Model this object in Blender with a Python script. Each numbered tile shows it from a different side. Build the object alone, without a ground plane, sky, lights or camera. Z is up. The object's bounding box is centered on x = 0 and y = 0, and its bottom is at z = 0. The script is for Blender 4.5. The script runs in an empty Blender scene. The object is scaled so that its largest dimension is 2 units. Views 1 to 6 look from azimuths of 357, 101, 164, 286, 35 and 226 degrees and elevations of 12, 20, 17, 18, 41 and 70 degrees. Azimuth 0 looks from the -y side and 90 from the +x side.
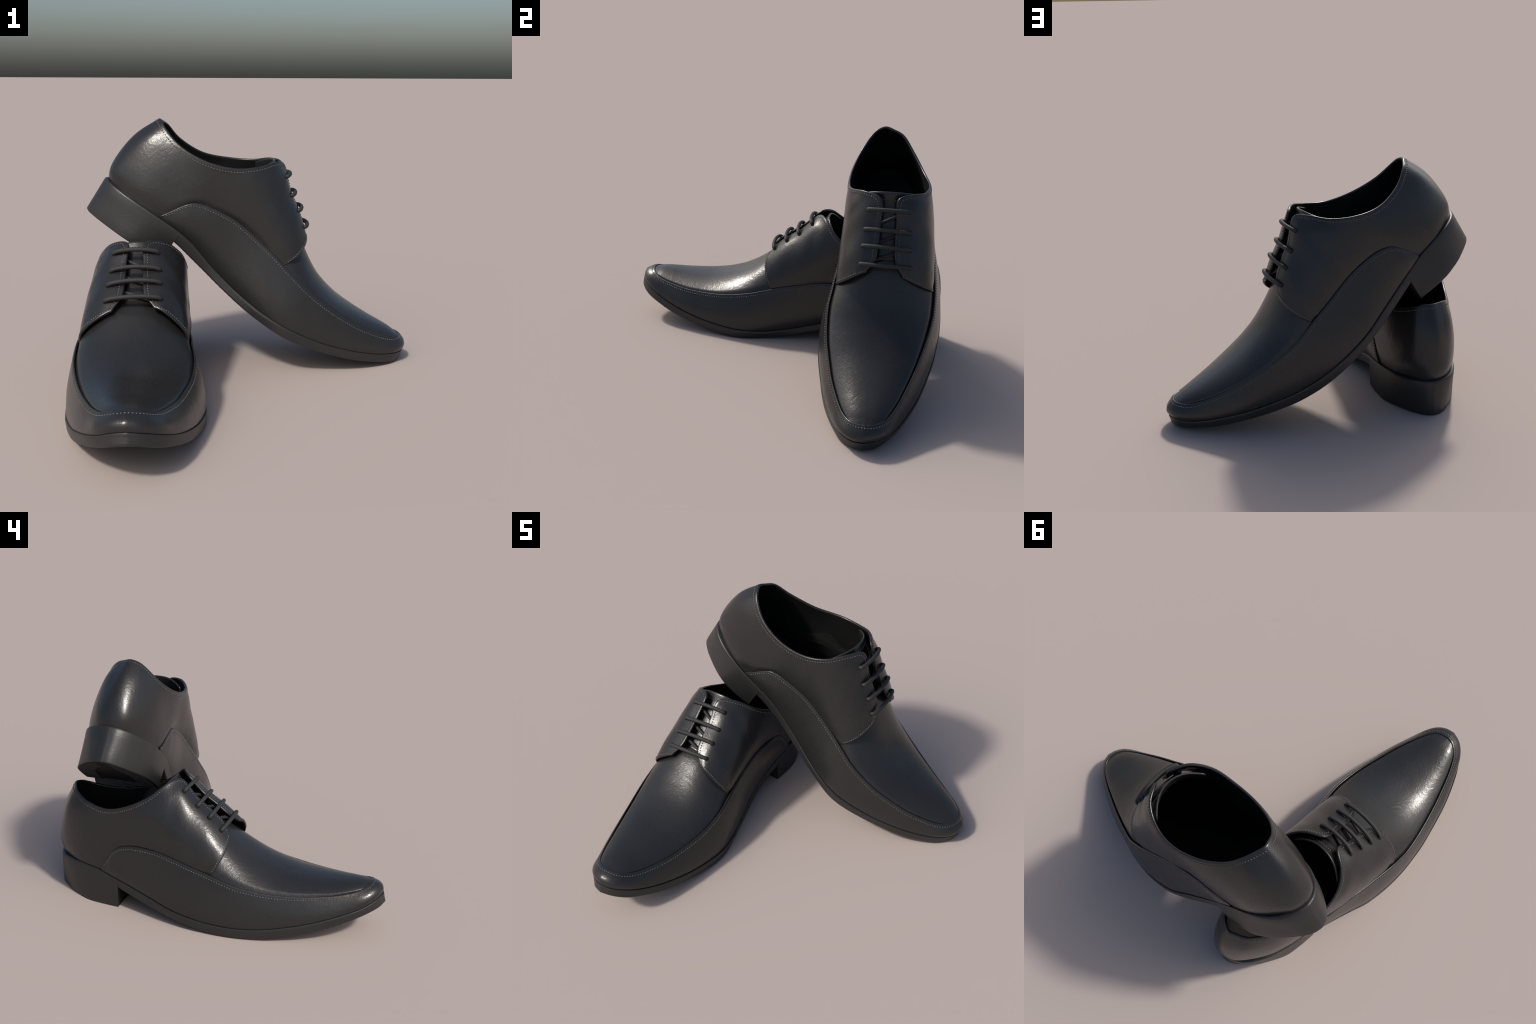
# A pair of black leather derby shoes: one stands flat, the other leans on it.
# Every shoe is built in its own frame: X to the toe, Y to the inner (medial) side, Z up;
# the left shoe is the mirror image of the right one.
import bpy, bmesh, math, random
import numpy as np
from mathutils import Matrix, Vector
from mathutils.bvhtree import BVHTree

random.seed(7)
RNG = np.random.default_rng(7)

# ------------------------------------------------------------------ curve tools
def smooth_curve(points, dense=24):
    """Centripetal Catmull-Rom through the control points."""
    p = np.array(points, float)
    p = np.vstack([2 * p[0] - p[1], p, 2 * p[-1] - p[-2]])
    out = []
    for i in range(1, len(p) - 2):
        p0, p1, p2, p3 = p[i - 1], p[i], p[i + 1], p[i + 2]
        t0 = 0.0
        t1 = t0 + max(np.linalg.norm(p1 - p0), 1e-6) ** 0.5
        t2 = t1 + max(np.linalg.norm(p2 - p1), 1e-6) ** 0.5
        t3 = t2 + max(np.linalg.norm(p3 - p2), 1e-6) ** 0.5
        t = np.linspace(t1, t2, dense, endpoint=False)[:, None]
        a1 = (t1 - t) / (t1 - t0) * p0 + (t - t0) / (t1 - t0) * p1
        a2 = (t2 - t) / (t2 - t1) * p1 + (t - t1) / (t2 - t1) * p2
        a3 = (t3 - t) / (t3 - t2) * p2 + (t - t2) / (t3 - t2) * p3
        b1 = (t2 - t) / (t2 - t0) * a1 + (t - t0) / (t2 - t0) * a2
        b2 = (t3 - t) / (t3 - t1) * a2 + (t - t1) / (t3 - t1) * a3
        out.append((t2 - t) / (t2 - t1) * b1 + (t - t1) / (t2 - t1) * b2)
    out.append(p[-2][None])
    return np.vstack(out)

def arc_length(c):
    return np.r_[0, np.cumsum(np.linalg.norm(np.diff(c, axis=0), axis=1))]

def at_fraction(c, f):
    s = arc_length(c)
    t = np.asarray(f, float) * s[-1]
    return np.stack([np.interp(t, s, c[:, k]) for k in range(c.shape[1])], -1)

def resample(c, n):
    return at_fraction(c, np.linspace(0, 1, n))

def cut_at_x(c, x, keep_after=True):
    """Part of a curve with X rising, after or before the place where X = x."""
    i = int(np.argmax(c[:, 0] >= x))
    f = (x - c[i - 1, 0]) / (c[i, 0] - c[i - 1, 0])
    q = c[i - 1] + f * (c[i] - c[i - 1])
    return np.vstack([q, c[i:]]) if keep_after else np.vstack([c[:i], q])

def unit(v):
    return v / np.maximum(np.linalg.norm(v, axis=-1, keepdims=True), 1e-9)

def bump_window(x, lo, hi, soft):
    def st(a):
        a = np.clip(a, 0, 1)
        return a * a * (3 - 2 * a)
    return st((x - lo) / soft) * st((hi - x) / soft)

def ramp(x, a, b):
    t = np.clip((x - a) / (b - a), 0, 1)
    return t * t * (3 - 2 * t)

# ------------------------------------------------------------------ the lines of the shoe
# seam of the apron (upper edge of the side wall), from the rear foot of the wing to the toe
SEAM_M = smooth_curve([(-.641, .256, .198), (-.600, .257, .262), (-.555, .252, .328), (-.525, .250, .357),
    (-.480, .249, .376), (-.440, .250, .385), (-.360, .249, .394), (-.280, .249, .395), (-.200, .254, .386),
    (-.117, .262, .370), (0, .279, .347), (.081, .290, .325), (.196, .306, .296), (.300, .305, .275),
    (.400, .296, .261), (.520, .273, .253), (.635, .247, .253), (.730, .216, .261), (.812, .183, .273),
    (.865, .151, .288), (.897, .118, .304), (.912, .080, .313), (.917, .045, .317)])
SEAM_L = smooth_curve([(-.631, -.191, .206), (-.590, -.203, .270), (-.537, -.220, .345), (-.515, -.223, .365),
    (-.488, -.227, .381), (-.440, -.233, .396), (-.394, -.239, .403), (-.320, -.248, .406), (-.249, -.257, .402),
    (-.170, -.265, .387), (-.085, -.273, .366), (.069, -.284, .330), (.140, -.284, .308), (.208, -.280, .288),
    (.295, -.265, .271), (.385, -.244, .259), (.480, -.218, .253), (.573, -.189, .252), (.660, -.158, .256),
    (.743, -.126, .263), (.810, -.094, .274), (.864, -.060, .288), (.897, -.020, .304), (.912, .010, .313),
    (.917, .045, .317)])
# feather line, where the upper meets the sole, from the back of the heel to the toe
FEATHER_M = smooth_curve([(-.972, .055, .209), (-.960, .100, .208), (-.915, .155, .206), (-.820, .210, .202),
    (-.720, .240, .198), (-.625, .252, .194), (-.530, .254, .188), (-.452, .249, .176), (-.400, .245, .163),
    (-.351, .242, .146), (-.253, .243, .112), (-.180, .253, .093), (-.099, .271, .075), (0, .298, .060),
    (.085, .323, .052), (.180, .343, .051), (.284, .349, .056), (.390, .338, .066), (.498, .319, .081),
    (.600, .296, .103), (.703, .267, .130), (.800, .233, .162), (.881, .194, .195), (.940, .150, .224),
    (.976, .100, .243), (.987, .050, .252)])
FEATHER_L = smooth_curve([(-.972, .055, .209), (-.962, .010, .209), (-.933, -.045, .210), (-.892, -.086, .211),
    (-.805, -.141, .213), (-.730, -.170, .211), (-.650, -.188, .206), (-.550, -.207, .184), (-.454, -.228, .161),
    (-.350, -.253, .136), (-.250, -.279, .113), (-.150, -.308, .093), (-.060, -.320, .078), (.030, -.326, .067),
    (.106, -.326, .061), (.180, -.322, .057), (.255, -.313, .057), (.340, -.299, .063), (.426, -.277, .074),
    (.530, -.249, .094), (.635, -.217, .119), (.740, -.175, .150), (.845, -.122, .184), (.920, -.068, .214),
    (.966, -.010, .241), (.987, .050, .252)])
# lower edge of the outsole from the heel breast to the toe
BREAST = -.505
EDGE_M = smooth_curve([(BREAST, .252, .125), (-.473, .250, .119), (-.400, .244, .100), (-.300, .243, .075),
    (-.157, .265, .042), (0, .300, .014), (.119, .328, .003), (.220, .347, 0), (.319, .349, .004),
    (.422, .336, .017), (.527, .316, .036), (.631, .295, .061), (.731, .267, .089), (.827, .228, .121),
    (.926, .174, .158), (.980, .112, .187), (1.001, .050, .199)])
EDGE_L = smooth_curve([(BREAST, -.217, .122), (-.450, -.228, .106), (-.350, -.253, .083), (-.200, -.292, .053),
    (-.055, -.320, .027), (.060, -.326, .013), (.168, -.323, .004), (.272, -.311, .003), (.373, -.290, .010),
    (.470, -.263, .025), (.563, -.237, .046), (.653, -.207, .070), (.741, -.172, .096), (.840, -.122, .130),
    (.925, -.064, .163), (.978, -.012, .188), (1.001, .050, .199)])
# the forepart swells a little beyond these lines, more on the inner side
for line, swell in ((FEATHER_M, .006), (EDGE_M, .006), (FEATHER_L, -.004), (EDGE_L, -.004)):
    line[:, 1] += swell * bump_window(line[:, 0], .12 if swell > 0 else .28, .97, .15)
# lower edge of the heel, from its back to the breast
HEEL_M = smooth_curve([(-.990, .055, 0), (-.976, .098, 0), (-.930, .145, 0), (-.880, .178, 0), (-.797, .222, 0),
    (-.750, .240, 0), (-.700, .252, 0), (-.620, .256, 0), (BREAST, .248, 0)])
HEEL_L = smooth_curve([(-.990, .055, 0), (-.980, .015, 0), (-.952, -.027, 0), (-.917, -.060, 0), (-.886, -.087, 0),
    (-.826, -.133, 0), (-.770, -.164, 0), (-.700, -.194, 0), (-.600, -.209, 0), (BREAST, -.215, 0)])
# quarters: control columns from the bottom to the collar / the edge of the facing
BACK_COLUMN = [(-.968, .055, .195), (-.994, .055, .262), (-.998, .055, .350), (-.973, .056, .495), (-.907, .056, .636)]
QUARTER_M = [
    [(-.952, .108, .195), (-.976, .124, .265), (-.974, .122, .360), (-.946, .113, .505), (-.889, .102, .631)],
    [(-.912, .150, .195), (-.930, .164, .275), (-.924, .164, .385), (-.901, .154, .515), (-.862, .134, .617)],
    [(-.785, .214, .188), (-.793, .225, .280), (-.784, .221, .390), (-.766, .208, .495), (-.750, .197, .581)],
    [(-.600, .240, .180), (-.600, .255, .280), (-.600, .249, .390), (-.598, .241, .495), (-.594, .238, .584)],
    [(-.440, .240, .345), (-.440, .249, .420), (-.440, .251, .492), (-.440, .249, .562), (-.440, .244, .632)],
    [(-.300, .242, .355), (-.300, .255, .450), (-.305, .254, .545), (-.312, .241, .635), (-.322, .216, .714)],
    [(-.200, .250, .345), (-.205, .260, .460), (-.215, .245, .575), (-.231, .206, .690), (-.248, .140, .781)],
    [(-.130, .258, .335), (-.137, .264, .455), (-.150, .231, .592), (-.170, .146, .722), (-.190, .046, .788)],
    [(-.050, .267, .315), (-.050, .267, .430), (-.060, .230, .550), (-.074, .138, .656), (-.087, .040, .690)],
    [(.015, .272, .300), (.028, .269, .405), (.030, .228, .510), (.015, .140, .600), (.005, .045, .625)],
    [(.038, .274, .303), (.066, .265, .398), (.078, .225, .480), (.072, .142, .556), (.063, .054, .578)],
    [(.055, .276, .305), (.099, .261, .393), (.121, .220, .452), (.125, .158, .507), (.110, .101, .528)]]
QUARTER_L = [
    [(-.954, -.004, .197), (-.976, -.014, .265), (-.974, -.013, .360), (-.945, -.004, .505), (-.888, .008, .633)],
    [(-.912, -.058, .198), (-.928, -.068, .275), (-.923, -.071, .385), (-.899, -.067, .515), (-.853, -.048, .627)],
    [(-.785, -.144, .198), (-.793, -.150, .280), (-.785, -.151, .390), (-.767, -.140, .495), (-.753, -.116, .592)],
    [(-.600, -.190, .190), (-.600, -.202, .280), (-.600, -.206, .390), (-.598, -.199, .495), (-.596, -.185, .587)],
    [(-.440, -.222, .355), (-.440, -.230, .430), (-.440, -.234, .502), (-.440, -.230, .572), (-.440, -.222, .642)],
    [(-.300, -.245, .365), (-.300, -.254, .455), (-.305, -.247, .545), (-.312, -.229, .635), (-.325, -.196, .708)],
    [(-.200, -.255, .350), (-.205, -.259, .460), (-.215, -.240, .575), (-.231, -.200, .685), (-.250, -.135, .772)],
    [(-.130, -.261, .335), (-.137, -.264, .455), (-.150, -.228, .592), (-.170, -.145, .724), (-.192, -.048, .788)],
    [(-.050, -.268, .315), (-.050, -.265, .430), (-.060, -.228, .550), (-.074, -.138, .656), (-.088, -.046, .690)],
    [(.015, -.272, .300), (.028, -.267, .400), (.030, -.228, .505), (.015, -.140, .594), (.002, -.046, .626)],
    [(.038, -.268, .300), (.066, -.263, .392), (.078, -.227, .472), (.075, -.142, .545), (.072, -.055, .572)],
    [(.055, -.272, .300), (.100, -.262, .385), (.123, -.225, .436), (.131, -.168, .480), (.122, -.100, .516)]]
EYELET_M = [(-.158, .107, .734), (-.075, .120, .666), (0, .126, .613), (.076, .132, .553)]
EYELET_L = [(-.149, -.111, .738), (-.066, -.119, .665), (.006, -.126, .606), (.077, -.131, .543)]
# crown of the vamp: height of its ridge along X
RIDGE = smooth_curve([(-.02, .566), (.05, .530), (.10, .501), (.169, .453), (.244, .404), (.321, .365), (.411, .336),
                  (.494, .320), (.593, .313), (.713, .313), (.789, .319), (.858, .326), (.917, .323)])

# ------------------------------------------------------------------ mesh tools
class Shape:
    """Vertices and faces collected in the shoe's frame."""
    def __init__(self):
        self.v, self.f = [], []
        self.n = 0
    def add(self, verts):
        verts = np.asarray(verts, float).reshape(-1, 3)
        self.v.append(verts)
        i = np.arange(self.n, self.n + len(verts))
        self.n += len(verts)
        return i
    def strip(self, a, b, closed=False):
        m = len(a)
        for k in range(m if closed else m - 1):
            q = (k + 1) % m
            self.f.append((int(a[k]), int(a[q]), int(b[q]), int(b[k])))
    def grid(self, idx):
        for r in range(len(idx) - 1):
            self.strip(idx[r], idx[r + 1])
    def fan(self, loop, centre):
        c = self.add([centre])[0]
        for k in range(len(loop)):
            self.f.append((int(loop[k]), int(loop[(k + 1) % len(loop)]), int(c)))

def grid_normals(P, outward_from):
    du = np.gradient(P, axis=0)
    dv = np.gradient(P, axis=1)
    N = unit(np.cross(du, dv))
    mid = P[P.shape[0] // 2, P.shape[1] // 2] - np.asarray(outward_from)
    if N[P.shape[0] // 2, P.shape[1] // 2] @ mid < 0:
        N = -N
    return N

def sheet(P, N, thick, steps=5):
    """A piece of leather: outer face P, inner face, and rounded edges all round."""
    nu, nv = P.shape[:2]
    s = Shape()
    outer = s.add(P).reshape(nu, nv)
    inner = s.add(P - N * thick).reshape(nu, nv)
    s.grid(outer)
    s.grid(inner[:, ::-1])
    C = np.zeros_like(P)
    C[0] += unit(P[0] - P[1])
    C[-1] += unit(P[-1] - P[-2])
    C[:, 0] += unit(P[:, 0] - P[:, 1])
    C[:, -1] += unit(P[:, -1] - P[:, -2])
    loop = [(i, 0) for i in range(nu)] + [(nu - 1, j) for j in range(1, nv)] \
        + [(i, nv - 1) for i in range(nu - 2, -1, -1)] + [(0, j) for j in range(nv - 2, 0, -1)]
    I = np.array(loop)
    p, n, c = P[I[:, 0], I[:, 1]], N[I[:, 0], I[:, 1]], C[I[:, 0], I[:, 1]]
    c = unit(c - n * (c * n).sum(-1, keepdims=True))
    r = thick / 2
    prev = outer[I[:, 0], I[:, 1]]
    for k in range(1, steps):
        a = math.pi * k / steps
        row = s.add(p - n * r * (1 - math.cos(a)) + c * r * math.sin(a))
        s.strip(prev, row, closed=True)
        prev = row
    s.strip(prev, inner[I[:, 0], I[:, 1]], closed=True)
    return s

def tube(s, path, radius, sides=10):
    p = np.asarray(path, float)
    t = unit(np.gradient(p, axis=0))
    ref = np.array([0.0, 0, 1.0])
    rings = []
    a = unit(np.cross(t, ref) + np.array([1e-6, 0, 0]))
    b = np.cross(t, a)
    for k in range(len(p)):
        w = np.linspace(0, 2 * math.pi, sides, endpoint=False)[:, None]
        rings.append(s.add(p[k] + radius * (np.cos(w) * a[k] + np.sin(w) * b[k])))
    for k in range(len(p) - 1):
        s.strip(rings[k], rings[k + 1], closed=True)
    s.fan(rings[0], p[0])
    s.fan(rings[-1], p[-1])

def capsule(s, centre, along, up, half, wide, high):
    along, up = unit(along), unit(up)
    side = np.cross(up, along)
    rows = []
    for x in (-1.0, -.72, 0, .72, 1.0):
        w = math.sqrt(max(0, 1 - x * x)) if abs(x) > .72 else 1.0 if x == 0 else .86
        w = .15 if abs(x) == 1.0 else w
        ang = np.linspace(0, 2 * math.pi, 6, endpoint=False)[:, None]
        rows.append(s.add(centre + along * x * half + w * (np.cos(ang) * side * wide + np.sin(ang) * up * high)))
    for k in range(4):
        s.strip(rows[k], rows[k + 1], closed=True)
    s.f.append(tuple(int(i) for i in rows[0]))
    s.f.append(tuple(int(i) for i in rows[-1][::-1]))

# ------------------------------------------------------------------ materials
def material(name, base, rough, bump=0.0, scale=60.0, spot=0.0, coat=0.0, spec=.5, stretch=(1, 1, 1), wrinkle=0.0):
    m = bpy.data.materials.new(name)
    m.use_nodes = True
    nt = m.node_tree
    N, L = nt.nodes, nt.links
    bsdf = N["Principled BSDF"]
    co = N.new("ShaderNodeTexCoord")
    mp = N.new("ShaderNodeMapping")
    mp.inputs["Scale"].default_value = stretch
    L.new(co.outputs["Object"], mp.inputs["Vector"])
    cloud = N.new("ShaderNodeTexNoise")
    cloud.inputs["Scale"].default_value = 5.0
    cloud.inputs["Detail"].default_value = 5.0
    L.new(mp.outputs["Vector"], cloud.inputs["Vector"])
    ramp_node = N.new("ShaderNodeValToRGB")
    lo = tuple(c * (1 - spot) for c in base)
    hi = tuple(c * (1 + spot) for c in base)
    ramp_node.color_ramp.elements[0].position = .3
    ramp_node.color_ramp.elements[1].position = .7
    ramp_node.color_ramp.elements[0].color = (*lo, 1)
    ramp_node.color_ramp.elements[1].color = (*hi, 1)
    L.new(cloud.outputs["Fac"], ramp_node.inputs["Fac"])
    L.new(ramp_node.outputs["Color"], bsdf.inputs["Base Color"])
    rr = N.new("ShaderNodeMapRange")
    rr.inputs["To Min"].default_value = rough - .03
    rr.inputs["To Max"].default_value = rough + .03
    L.new(cloud.outputs["Fac"], rr.inputs["Value"])
    L.new(rr.outputs["Result"], bsdf.inputs["Roughness"])
    bsdf.inputs["Specular IOR Level"].default_value = spec
    bsdf.inputs["Coat Weight"].default_value = coat
    bsdf.inputs["Coat Roughness"].default_value = .25
    if bump:
        fine = N.new("ShaderNodeTexNoise")
        fine.inputs["Scale"].default_value = scale
        fine.inputs["Detail"].default_value = 3.0
        fine.inputs["Distortion"].default_value = 1.6
        L.new(mp.outputs["Vector"], fine.inputs["Vector"])
        b = N.new("ShaderNodeBump")
        b.inputs["Strength"].default_value = bump
        b.inputs["Distance"].default_value = .004
        L.new(fine.outputs["Fac"], b.inputs["Height"])
        last = b
        if wrinkle:
            big = N.new("ShaderNodeTexNoise")
            big.inputs["Scale"].default_value = scale * .35
            big.inputs["Detail"].default_value = 3.0
            big.inputs["Distortion"].default_value = 1.2
            L.new(mp.outputs["Vector"], big.inputs["Vector"])
            c = N.new("ShaderNodeBump")
            c.inputs["Strength"].default_value = wrinkle
            c.inputs["Distance"].default_value = .01
            L.new(big.outputs["Fac"], c.inputs["Height"])
            L.new(b.outputs["Normal"], c.inputs["Normal"])
            last = c
        L.new(last.outputs["Normal"], bsdf.inputs["Normal"])
    return m

LEATHER = material("black_leather", (.0182, .0180, .0181), .28, bump=.17, scale=58, spot=.06, wrinkle=.10)
RUBBER = material("black_sole", (.0190, .0188, .0189), .42, bump=.20, scale=60, spot=.10)
TREAD = material("black_tread", (.02, .02, .02), .55, bump=.15, scale=60, spot=.1)
LACE = material("waxed_lace", (.028, .028, .028), .60, bump=.35, scale=220, spot=.08, spec=.35)
LINING = material("dark_lining", (.0065, .0065, .0065), .65, bump=.15, scale=80, spot=.15, spec=.3)
INSOLE = material("dark_insole", (.014, .013, .012), .65, bump=.15, scale=80, spot=.15, spec=.3)
THREAD = material("lightened_thread", (.070, .069, .067), .22, spot=.1, spec=.7)  # base set paler than the leather so that the stitches stay visible at half size

# ------------------------------------------------------------------ pieces
def out_direction(c, inside=(0, .03, 0)):
    """Horizontal direction away from the shoe along a curve."""
    t = unit(np.gradient(c, axis=0))
    n = unit(np.stack([t[:, 1], -t[:, 0], 0 * t[:, 0]], -1))
    mid = np.stack([np.clip(c[:, 0], -.85, .8), np.full(len(c), inside[1]), c[:, 2]], -1)
    sign = np.where(((c - mid) * n).sum(-1) < 0, -1.0, 1.0)
    return n * sign[:, None]

def column_surface(columns, nu, nv, fr=None):
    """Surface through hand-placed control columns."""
    # the rounded rim stands above the last row, so every column stops short of it
    curves = [smooth_curve(c) for c in columns]
    cols = np.array([at_fraction(c, np.linspace(0, 1 - .0065 / arc_length(c)[-1], nv)) for c in curves])
    rows = [smooth_curve(cols[:, j], dense=16) for j in range(nv)]
    mid = rows[nv * 3 // 4]
    s = arc_length(mid)
    f = np.linspace(0, s[-1], nu)
    par = np.interp(f, s, np.arange(len(s)))
    return np.stack([np.stack([np.interp(par, np.arange(len(s)), r[:, k]) for k in range(3)], -1) for r in rows], 1)

def build_wall():
    """Side wall (apron) from wing to wing round the toe."""
    top = np.vstack([resample(SEAM_M, 260), resample(SEAM_L, 260)[::-1][1:]])
    fm = cut_at_x(FEATHER_M, -.648)
    fl = cut_at_x(FEATHER_L, -.640)
    # pair the two lines by X along the sides, by length round the toe
    def pair(seam, feather):
        s = resample(seam, 260)
        sf = arc_length(s) / arc_length(s)[-1]
        # feather fraction from X matching, blended to the plain fraction at the toe
        fx = np.interp(s[:, 0] + .004, feather[:, 0], arc_length(feather) / arc_length(feather)[-1])
        e = np.clip((s[:, 0] - .55) / .367, 0, 1)
        tail = np.interp(s[:, 0], [.55, .917], [np.interp(.55, feather[:, 0], arc_length(feather) / arc_length(feather)[-1]), 1])
        sfe = np.interp(sf, [np.interp(.55, s[:, 0], sf), 1],
                        [np.interp(.55, feather[:, 0], arc_length(feather) / arc_length(feather)[-1]), 1])
        w = ramp(s[:, 0], .50, .62)
        f = fx * (1 - w) + sfe * w
        f[0] = 0
        f = np.maximum.accumulate(np.minimum(f, 1))
        # keep the foot of the wing a little way along
        return at_fraction(feather, f)
    bot = np.vstack([pair(SEAM_M, fm), pair(SEAM_L, fl)[::-1][1:]])
    # smooth the pairing
    nv = 22
    v = np.linspace(0, 1, nv)[None, :, None]
    od = out_direction(bot)
    col = top - bot
    tan = unit(np.gradient(bot, axis=0))
    nrm = unit(np.cross(tan, unit(col + np.array([0, 0, 1e-4]))))
    flip = np.where((nrm * od).sum(-1) < 0, -1.0, 1.0)
    nrm = nrm * flip[:, None]
    h = np.linalg.norm(col, axis=1)
    bulge = np.minimum(.014 + .009 * (1 - ramp(bot[:, 0], .0, .35)) * np.where(bot[:, 1] > 0, 1, .1), h * .10) + .018 * ramp(bot[:, 0], .80, .97)
    shape = np.sin(math.pi * np.linspace(0, 1, nv) ** .72)[None, :, None]
    foot = bot - od * .006 - np.array([0, 0, .006])
    P = foot[:, None] * (1 - v) + top[:, None] * v + nrm[:, None] * bulge[:, None, None] * shape
    keep = h > .012
    P = P[keep]
    N = grid_normals(P, (.9, .04, .15))
    return P, N

def build_vamp():
    """Plug of the apron: rows across from one seam to the other, from under the facing to the toe."""
    X0 = .035
    sm, sl = cut_at_x(SEAM_M, X0), cut_at_x(SEAM_L, X0)
    # the two corners of the toe end the side seams, the front edge is one row
    def split(seam, y):
        i = int(np.argmax(np.abs(seam[:, 1] - .045) < abs(y)))
        return seam[:i + 1], seam[i:]
    sm_side, sm_front = split(sm, .062)
    sl_side, sl_front = split(sl, .062)
    nr, na = 110, 61
    A, B = resample(sl_side, nr), resample(sm_side, nr)
    front = resample(np.vstack([sl_front, sm_front[::-1][1:]]), na)
    a = np.linspace(0, 1, na)
    P = np.zeros((nr, na, 3))
    base_front = front[0] * (1 - a[:, None]) + front[-1] * a[:, None]
    for j in range(nr):
        f = j / (nr - 1)
        chord = A[j] * (1 - a[:, None]) + B[j] * a[:, None]
        x = .5 * (A[j, 0] + B[j, 0])
        ridge = np.interp(x, RIDGE[:, 0], RIDGE[:, 1])
        h = max(ridge - .5 * (A[j, 2] + B[j, 2]), 0) * (1 - f ** 14)
        sharp = 2.45
        skew = a ** .94
        prof = 1 - np.abs(2 * skew - 1) ** sharp
        row = chord + (front - base_front) * (f ** 6)
        row[:, 2] += h * prof
        # sections lean back a little under the facing
        P[j] = row
    N = grid_normals(P, (.4, .03, 0))
    # sink the border under the lip of the wall
    sink = np.minimum(np.minimum(a, 1 - a) * 20, 1)
    sink = (1 - sink * sink * (3 - 2 * sink))[None, :]
    fr = np.clip((np.linspace(0, 1, nr) - .95) / .05, 0, 1)[:, None]
    P = P - N * (.004 + .010 * sink * (1 - .7 * fr) + .002 * fr ** 2)[..., None]
    return P, N

def build_quarter():
    cols = QUARTER_L[::-1] + [BACK_COLUMN] + QUARTER_M
    P = column_surface(cols, 240, 48)
    N = grid_normals(P, (-.5, .03, .3))
    return P, N

def tuck_under(Q, QN, W, WN, depth=.009, fade=.016):
    """Push the quarters inside the side panel where the panel covers them."""
    nu, nv = W.shape[:2]
    idx = np.arange(nu * nv).reshape(nu, nv)
    faces, cell = [], []
    for i in range(nu - 1):
        for j in range(nv - 1):
            faces.append((int(idx[i, j]), int(idx[i + 1, j]), int(idx[i + 1, j + 1]), int(idx[i, j + 1])))
            cell.append((i, j))
    tree = BVHTree.FromPolygons([Vector(p) for p in W.reshape(-1, 3)], faces)
    push = np.zeros(Q.shape[:2])
    dirs = QN.copy()
    for i in range(Q.shape[0]):
        for j in range(Q.shape[1]):
            co, n, k, _ = tree.find_nearest(Vector(Q[i, j]))
            a, b = cell[k]
            wn = WN[a, b]
            d = Q[i, j] - np.array(co)
            height = d @ wn
            away = np.linalg.norm(d - wn * height)
            f = 1 - ramp(away, .0, fade)
            if f > 0:
                push[i, j] = max(0, height + depth) * f if height > -.05 else 0
    for _ in range(3):
        p = push.copy()
        p[1:-1] = (push[:-2] + 2 * push[1:-1] + push[2:]) / 4
        q = p.copy()
        q[:, 1:-1] = (p[:, :-2] + 2 * p[:, 1:-1] + p[:, 2:]) / 4
        push = np.maximum(q, push * .9)
    return Q - QN * push[..., None]

def surface_tree(P):
    nu, nv = P.shape[:2]
    idx = np.arange(nu * nv).reshape(nu, nv)
    faces = [(int(idx[i, j]), int(idx[i + 1, j]), int(idx[i + 1, j + 1]), int(idx[i, j + 1]))
             for i in range(nu - 1) for j in range(nv - 1)]
    return BVHTree.FromPolygons([Vector(p) for p in P.reshape(-1, 3)], faces)

def snap(tree, p, outward):
    co, n, _, _ = tree.find_nearest(Vector(p))
    n = np.array(n)
    if n @ outward < 0:
        n = -n
    return np.array(co), n

def sole_ring(top, low, heel=False):
    """Profile rows of the sole's edge from the feather line to the underside."""
    n = len(top)
    od = out_direction(top)
    lip = .004 + (.014 * ramp(-top[:, 0], .70, .95) if heel else 0)
    lip = np.broadcast_to(lip, (n,))[:, None]
    up = np.array([0, 0, 1.0])
    hi = top + od * lip
    rows = [top - od * .02 - up * .004, top - od * .004 + up * .000,
            top + od * lip * .30 + up * .000, top + od * lip * .65 - up * .002, top + od * lip * .88 - up * .006, hi - up * .013]
    low_out = out_direction(low)
    a, b = hi - up * .013, low + up * .007
    for t in (.25, .5, .75):
        rows.append(a * (1 - t) + b * t)
    rows += [low + up * .007, low + up * .0025 - low_out * .001, low - low_out * .0045, low - low_out * .011, low - low_out * .013 + up * .008]
    return rows

def build_outsole():
    s = Shape()
    n = 120
    tm, tl = resample(cut_at_x(FEATHER_M, BREAST), n), resample(cut_at_x(FEATHER_L, BREAST), n)
    em, el = resample(EDGE_M, n), resample(EDGE_L, n)
    top = np.vstack([tm, tl[::-1][1:]])
    low = np.vstack([em, el[::-1][1:]])
    rows = sole_ring(top, low)
    ids = [s.add(r) for r in rows]
    for k in range(len(ids) - 1):
        s.strip(ids[k], ids[k + 1])
    # underside
    m = len(top)
    inner = rows[-1]
    L, R = inner[:n], inner[::-1][:n]
    prev = ids[-1][:n]
    for t in np.linspace(0, 1, 9)[1:-1]:
        row = s.add(L * (1 - t) + R * t)
        s.strip(prev, row)
        prev = row
    s.strip(prev, ids[-1][::-1][:n])
    return s

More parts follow.
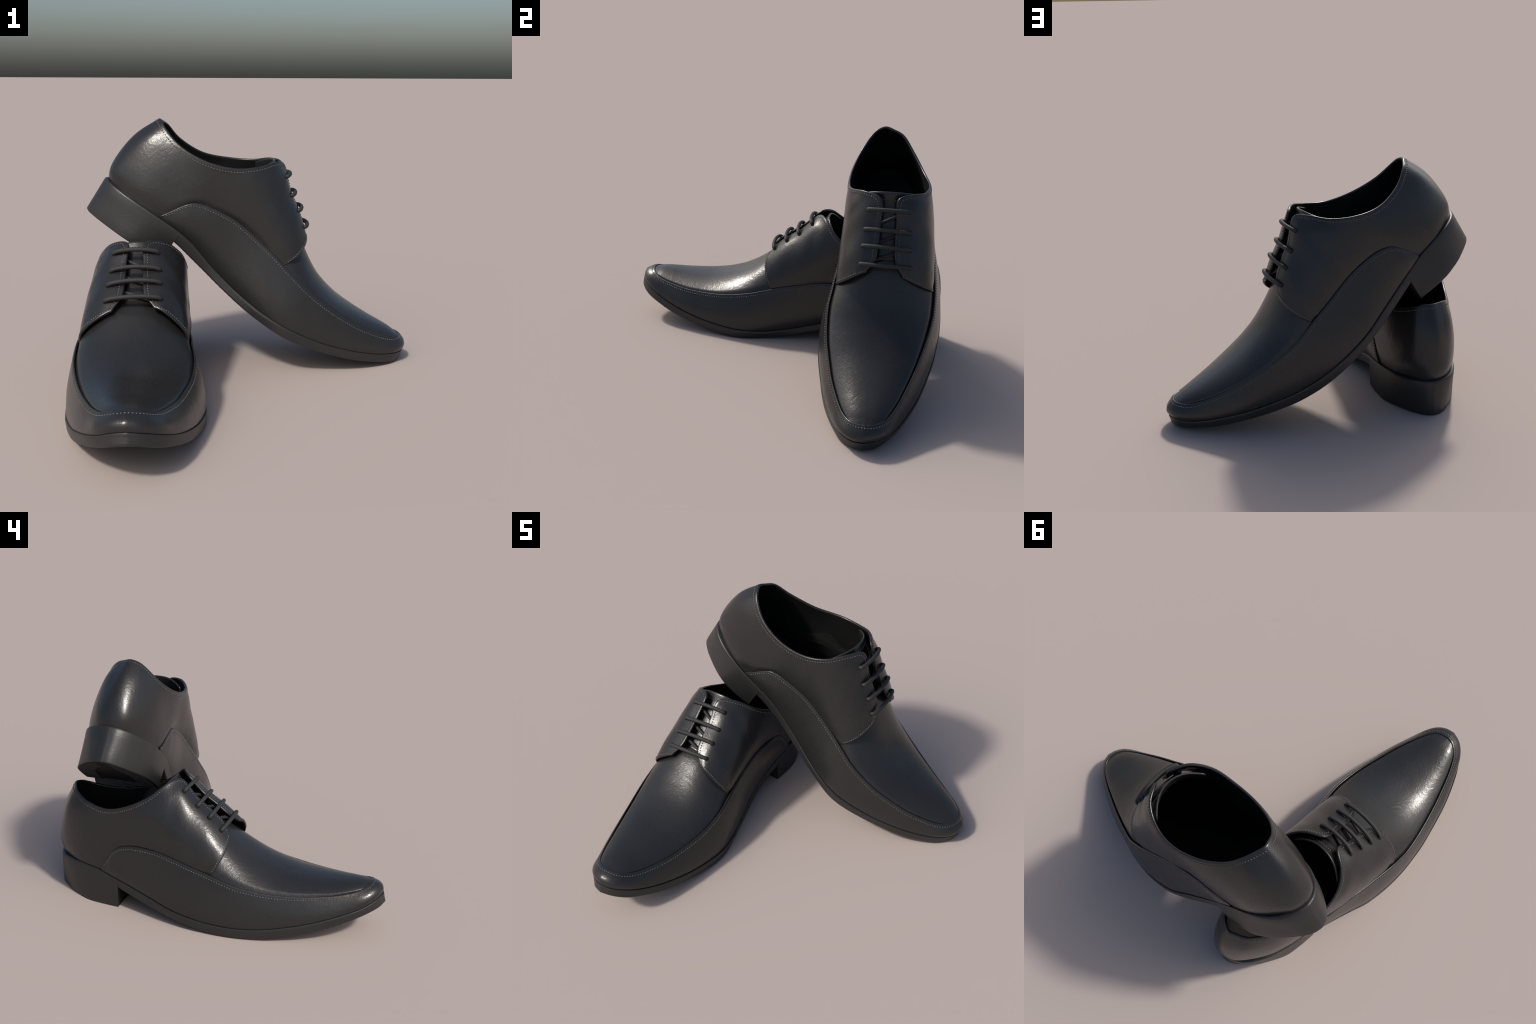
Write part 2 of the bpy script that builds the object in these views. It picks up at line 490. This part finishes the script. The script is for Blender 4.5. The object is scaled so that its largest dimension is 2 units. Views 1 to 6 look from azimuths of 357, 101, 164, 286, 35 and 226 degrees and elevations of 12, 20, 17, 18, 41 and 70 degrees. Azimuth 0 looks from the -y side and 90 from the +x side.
def build_heel():
    s = Shape()
    n = 70
    tm, tl = resample(cut_at_x(FEATHER_M, BREAST, False), n), resample(cut_at_x(FEATHER_L, BREAST, False), n)
    hm, hl = resample(HEEL_M, n), resample(HEEL_L, n)
    top = np.vstack([tm[::-1], tl[1:]])
    low = np.vstack([hm[::-1], hl[1:]]) 
    rows = sole_ring(top, low, heel=True)
    ids = [s.add(r) for r in rows]
    for k in range(len(ids) - 1):
        s.strip(ids[k], ids[k + 1])
    # underside of the heel
    inner = rows[-1]
    L, R = inner[:n], inner[::-1][:n]
    prev = ids[-1][:n]
    for t in np.linspace(0, 1, 9)[1:-1]:
        row = s.add(L * (1 - t) + R * t)
        s.strip(prev, row)
        prev = row
    s.strip(prev, ids[-1][::-1][:n])
    # breast face: closes the profile ends
    a = np.array([r[0] for r in rows])
    b = np.array([r[-1] for r in rows])
    prev = np.array([i[0] for i in ids])
    for t in np.linspace(0, 1, 9)[1:-1]:
        q = a * (1 - t) + b * t
        q[:, 0] -= .018 * math.sin(math.pi * t)
        row = s.add(q)
        s.strip(prev, row)
        prev = row
    s.strip(prev, np.array([i[-1] for i in ids]))
    return s

def build_treads():
    """Ribs across the top piece of the heel and under the forepart."""
    s = Shape()
    def rib(p, q, w, h):
        d = unit(q - p)
        n = np.array([-d[1], d[0], 0]) * w / 2
        up = np.array([0, 0, h])
        low = s.add([p + n, q + n, q - n, p - n])
        top = s.add([p + n * 1.3 + up, q + n * 1.3 + up, q - n * 1.3 + up, p - n * 1.3 + up])
        s.strip(low, top, closed=True)
        s.f.append(tuple(int(i) for i in low))
    hm, hl = HEEL_M[HEEL_M[:, 0].argsort()], HEEL_L[HEEL_L[:, 0].argsort()]
    for x in np.arange(-.93, -.52, .0215):
        ym, yl = np.interp(x, hm[:, 0], hm[:, 1]) - .008, np.interp(x, hl[:, 0], hl[:, 1]) + .008
        w = min(.105, (ym - yl) * .32)
        rib(np.array([x, yl, 0]), np.array([x, yl + w, 0]), .0115, .009)
        rib(np.array([x, ym - w, 0]), np.array([x, ym, 0]), .0115, .009)
    for ang in (-.9, -.35, .35, .9):
        c = np.array([-.80, .045, 0])
        d = np.array([-math.cos(ang), math.sin(ang), 0])
        rib(c + d * .06, c + d * .15, .010, .009)
    for x in np.arange(-.46, .80, .031):
        ym, yl = np.interp(x, EDGE_M[:, 0], EDGE_M[:, 1]) - .008, np.interp(x, EDGE_L[:, 0], EDGE_L[:, 1]) + .008
        zm, zl = np.interp(x, EDGE_M[:, 0], EDGE_M[:, 2]), np.interp(x, EDGE_L[:, 0], EDGE_L[:, 2])
        p, q = np.array([x, yl, zl + .0005]), np.array([x, ym, zm + .0005])
        rib(p, q, .021, .009)
    return s

def build_lining(Q, QN):
    """Inside of the shoe, from the collar down to the insole."""
    nu, nv = Q.shape[:2]
    top = Q - QN * .0165
    sel = np.linspace(10, nu - 11, 110).astype(int)
    back = Q.shape[0] // 2
    cols = []
    for i in sel:
        side = FEATHER_L if Q[i, nv // 2, 1] < .055 else FEATHER_M
        x = min(max(Q[i, 0, 0], -.955), .3)
        k = int(np.argmax(side[:, 0] >= x))
        f = side[k]
        inward = np.array([np.clip(f[0], -.80, .8), .03, f[2]]) - f
        inward[2] = 0
        inward = unit(inward)
        c = [top[i, int(nv * .985)], top[i, int(nv * .8)], top[i, int(nv * .55)],
             f + inward * .020 + np.array([0, 0, .08]), f + inward * .022 + np.array([0, 0, .010 * float(ramp(-x, .3, .6)) - .006])]
        cols.append(resample(smooth_curve(c), 24))
    P = np.array(cols)
    s = Shape()
    ids = s.add(P).reshape(P.shape[:2])
    s.grid(ids)
    return s

def build_insole():
    """Foot bed from the heel seat to the toe."""
    s = Shape()
    xs = np.linspace(-.945, .86, 90)
    def line(c):
        order = c[:, 0].argsort()
        return np.stack([np.interp(xs, c[order, 0], c[order, k]) for k in range(3)], -1)
    L, M = line(FEATHER_L), line(FEATHER_M)
    inset = np.minimum(.026, (M[:, 1] - L[:, 1]) * .2)
    L[:, 1] += inset
    M[:, 1] -= inset
    rise = .010 * ramp(-xs, .30, .60) - .002
    rows = []
    for t in np.linspace(0, 1, 13):
        q = L * (1 - t) + M * t
        q[:, 2] += rise
        rows.append(s.add(q))
    for a, b in zip(rows[:-1], rows[1:]):
        s.strip(a, b)
    return s

def build_tongue():
    cols = []
    ctr = smooth_curve([(.16, 0, .425), (.09, 0, .482), (.03, 0, .534), (-.03, 0, .583), (-.10, 0, .639), (-.165, 0, .695), (-.21, 0, .735), (-.244, 0, .778)])
    half = smooth_curve([(0, .10, .014), (.3, .13, .030), (.6, .165, .055), (.85, .178, .080), (1, .172, .078)])
    n, na = 70, 41
    spine = resample(ctr, n)
    P = np.zeros((n, na, 3))
    a = np.linspace(-1, 1, na)
    for j in range(n):
        w = np.interp(j / (n - 1), half[:, 0], half[:, 1])
        d = np.interp(j / (n - 1), half[:, 0], half[:, 2])
        back = (.35 + .4 * (j / (n - 1)) ** 3) * d
        ang = np.abs(a) ** 2.2
        P[j, :, 0] = spine[j, 0] - back * ang
        P[j, :, 1] = .0 + w * a
        P[j, :, 2] = spine[j, 2] - d * ang
    N = grid_normals(P, (-.3, 0, .3))
    return P, N

def row_of_stitches(s, pts, normals, pitch=.0155, half=.0045, wide=.0034, high=.0028, lift=.0004):
    L = arc_length(pts)
    n = max(int(L[-1] / pitch), 2)
    t = np.linspace(0, L[-1], n)
    p = np.stack([np.interp(t, L, pts[:, k]) for k in range(3)], -1)
    m = unit(np.stack([np.interp(t, L, normals[:, k]) for k in range(3)], -1))
    d = unit(np.gradient(p, axis=0))
    for k in range(n):
        j = RNG.uniform(.85, 1.15)
        capsule(s, p[k] + m[k] * lift, d[k], m[k], half * j, wide, high)

def along_columns(P, N, dist, from_top=True, rows=slice(None)):
    """Points at a given distance below (or above) the border of a grid."""
    out, nor = [], []
    for c, m in zip(P[rows], N[rows]):
        c2, m2 = (c[::-1], m[::-1]) if from_top else (c, m)
        L = arc_length(c2)
        out.append([np.interp(dist, L, c2[:, k]) for k in range(3)])
        nor.append([np.interp(dist, L, m2[:, k]) for k in range(3)])
    return np.array(out), np.array(nor)

# ------------------------------------------------------------------ assembly
def finish(shape, name, parent, mat, mirror, sharp=None, closed=True, kind=None):
    v = np.vstack(shape.v)
    if mirror:
        v = v * np.array([1, -1, 1.0])
    me = bpy.data.meshes.new(name)
    me.from_pydata(v.tolist(), [], shape.f)
    bm = bmesh.new()
    bm.from_mesh(me)
    bmesh.ops.remove_doubles(bm, verts=bm.verts, dist=1e-5)
    bmesh.ops.recalc_face_normals(bm, faces=bm.faces)
    bm.to_mesh(me)
    bm.free()
    me.polygons.foreach_set("use_smooth", [True] * len(me.polygons))
    if sharp:
        me.set_sharp_from_angle(angle=math.radians(sharp))
    me.materials.append(mat)
    ob = bpy.data.objects.new(name, me)
    bpy.context.scene.collection.objects.link(ob)
    ob.parent = parent
    if kind:
        ob["kind"] = kind
    return ob

def drill(ob, centres, radius):
    """Punch the lace holes through the quarters."""
    s = Shape()
    for c, n in centres:
        a = unit(np.cross(n, [0, 1, 0.1]))
        b = np.cross(n, a)
        w = np.linspace(0, 2 * math.pi, 16, endpoint=False)[:, None]
        ring = np.cos(w) * a * radius + np.sin(w) * b * radius
        lo, hi = s.add(c - n * .035 + ring), s.add(c + n * .03 + ring)
        s.strip(lo, hi, closed=True)
        s.f.append(tuple(int(i) for i in lo[::-1]))
        s.f.append(tuple(int(i) for i in hi))
    me = bpy.data.meshes.new("punch")
    me.from_pydata(np.vstack(s.v).tolist(), [], s.f)
    bm = bmesh.new()
    bm.from_mesh(me)
    bmesh.ops.recalc_face_normals(bm, faces=bm.faces)
    bm.to_mesh(me)
    bm.free()
    cutter = bpy.data.objects.new("punch", me)
    bpy.context.scene.collection.objects.link(cutter)
    cutter.parent = ob.parent
    mod = ob.modifiers.new("holes", "BOOLEAN")
    mod.operation, mod.solver, mod.object = "DIFFERENCE", "EXACT", cutter
    dg = bpy.context.evaluated_depsgraph_get()
    new = bpy.data.meshes.new_from_object(ob.evaluated_get(dg))
    ob.modifiers.clear()
    old = ob.data
    ob.data = new
    new.name = old.name
    bpy.data.meshes.remove(old)
    bpy.data.objects.remove(cutter)
    new.set_sharp_from_angle(angle=math.radians(50))

WALL = build_wall()
VAMP = build_vamp()
QUARTER = build_quarter()
_q = tuck_under(*QUARTER, *WALL)
QUARTER = (_q, grid_normals(_q, (-.5, .03, .3)))
TONGUE = build_tongue()
QTREE = surface_tree(QUARTER[0])
HOLES_M = [snap(QTREE, e, np.array([0, .5, 1.0])) for e in EYELET_M]
HOLES_L = [snap(QTREE, e, np.array([0, -.5, 1.0])) for e in EYELET_L]

def lace_bars():
    bars = []
    for (l, ln), (m, mn) in zip(HOLES_L, HOLES_M):
        toward = unit(m - l)
        lift = unit((ln + mn) * np.array([1, 0, 1.0]))
        path = [l - ln * .034, l - ln * .006, l + ln * .009 + toward * .002]
        for t in np.linspace(.07, .93, 15):
            q = l * (1 - t) + m * t
            path.append(q + lift * (.012 + .020 * (1 - abs(2 * t - 1) ** 2.4)))
        path += [m + mn * .009 - toward * .002, m - mn * .006, m - mn * .034]
        s = Shape()
        tube(s, resample(smooth_curve(path), 64), .0116)
        bars.append(s)
    for i in range(3):
        (l, ln), (m, mn) = HOLES_L[i], HOLES_M[i + 1]
        a, b = l - ln * .030, m - mn * .030
        c = .5 * (a + b) + np.array([0, 0, .004])
        s = Shape()
        tube(s, resample(smooth_curve([l - ln * .012, a, a * .7 + b * .3 + np.array([0, 0, .004]), c,
                                       a * .3 + b * .7 + np.array([0, 0, .004]), b, m - mn * .012]), 40), .0100)
        bars.append(s)
    return bars

def stitching():
    s = Shape()
    P, N = WALL
    p, n = along_columns(P, N, .015, rows=slice(6, -6))
    row_of_stitches(s, p, n)
    P, N = QUARTER
    p, n = along_columns(P, N, .017, rows=slice(4, -4))
    row_of_stitches(s, p, n)
    for i in (1, -2):
        sl = slice(9, -3)
        row_of_stitches(s, P[i, sl], N[i, sl], pitch=.012)
    P, N = TONGUE
    row_of_stitches(s, P[-6, 4:-4], N[-6, 4:-4], pitch=.013)
    return s

def build_shoe(name, mirror, matrix, label):
    root = bpy.data.objects.new(name, None)
    root.empty_display_size = .2
    bpy.context.scene.collection.objects.link(root)
    root.matrix_world = matrix
    root["label"] = label
    root["category"] = "shoe"
    bpy.context.view_layer.update()
    finish(build_outsole(), "outsole", root, RUBBER, mirror, sharp=50)
    finish(build_heel(), "heel", root, RUBBER, mirror, sharp=50)
    finish(build_treads(), "tread", root, TREAD, mirror, sharp=30, kind="stuff")
    finish(sheet(*WALL, .010), "side_panel", root, LEATHER, mirror)
    finish(sheet(*VAMP, .012), "vamp", root, LEATHER, mirror)
    q = finish(sheet(*QUARTER, .015), "quarter", root, LEATHER, mirror)
    flip = np.array([1, -1, 1.0]) if mirror else np.ones(3)
    drill(q, [(c * flip, n * flip) for c, n in HOLES_L + HOLES_M], .0135)
    finish(sheet(*TONGUE, .012), "tongue", root, LEATHER, mirror)
    lining = build_lining(*QUARTER)
    finish(lining, "lining", root, LINING, mirror)
    finish(build_insole(), "insole", root, INSOLE, mirror)
    for s in lace_bars():
        finish(s, "lace", root, LACE, mirror)
    finish(stitching(), "stitching", root, THREAD, mirror, kind="stuff")
    return root

def rotation(w):
    th = float(np.linalg.norm(w))
    return Matrix.Rotation(th, 4, Vector(w) / th)

flat = Matrix.Translation((-.59, 0, 0)) @ Matrix.Rotation(-math.pi / 2, 4, "Z")
leaning = Matrix.Translation((-.0625, .6668, .3786)) @ rotation((.01135, .56609, .04332))
build_shoe("dress_shoe", False, flat, "black leather derby shoe with apron toe, standing flat")
build_shoe("dress_shoe", True, leaning, "black leather derby shoe with apron toe, leaning heel up")
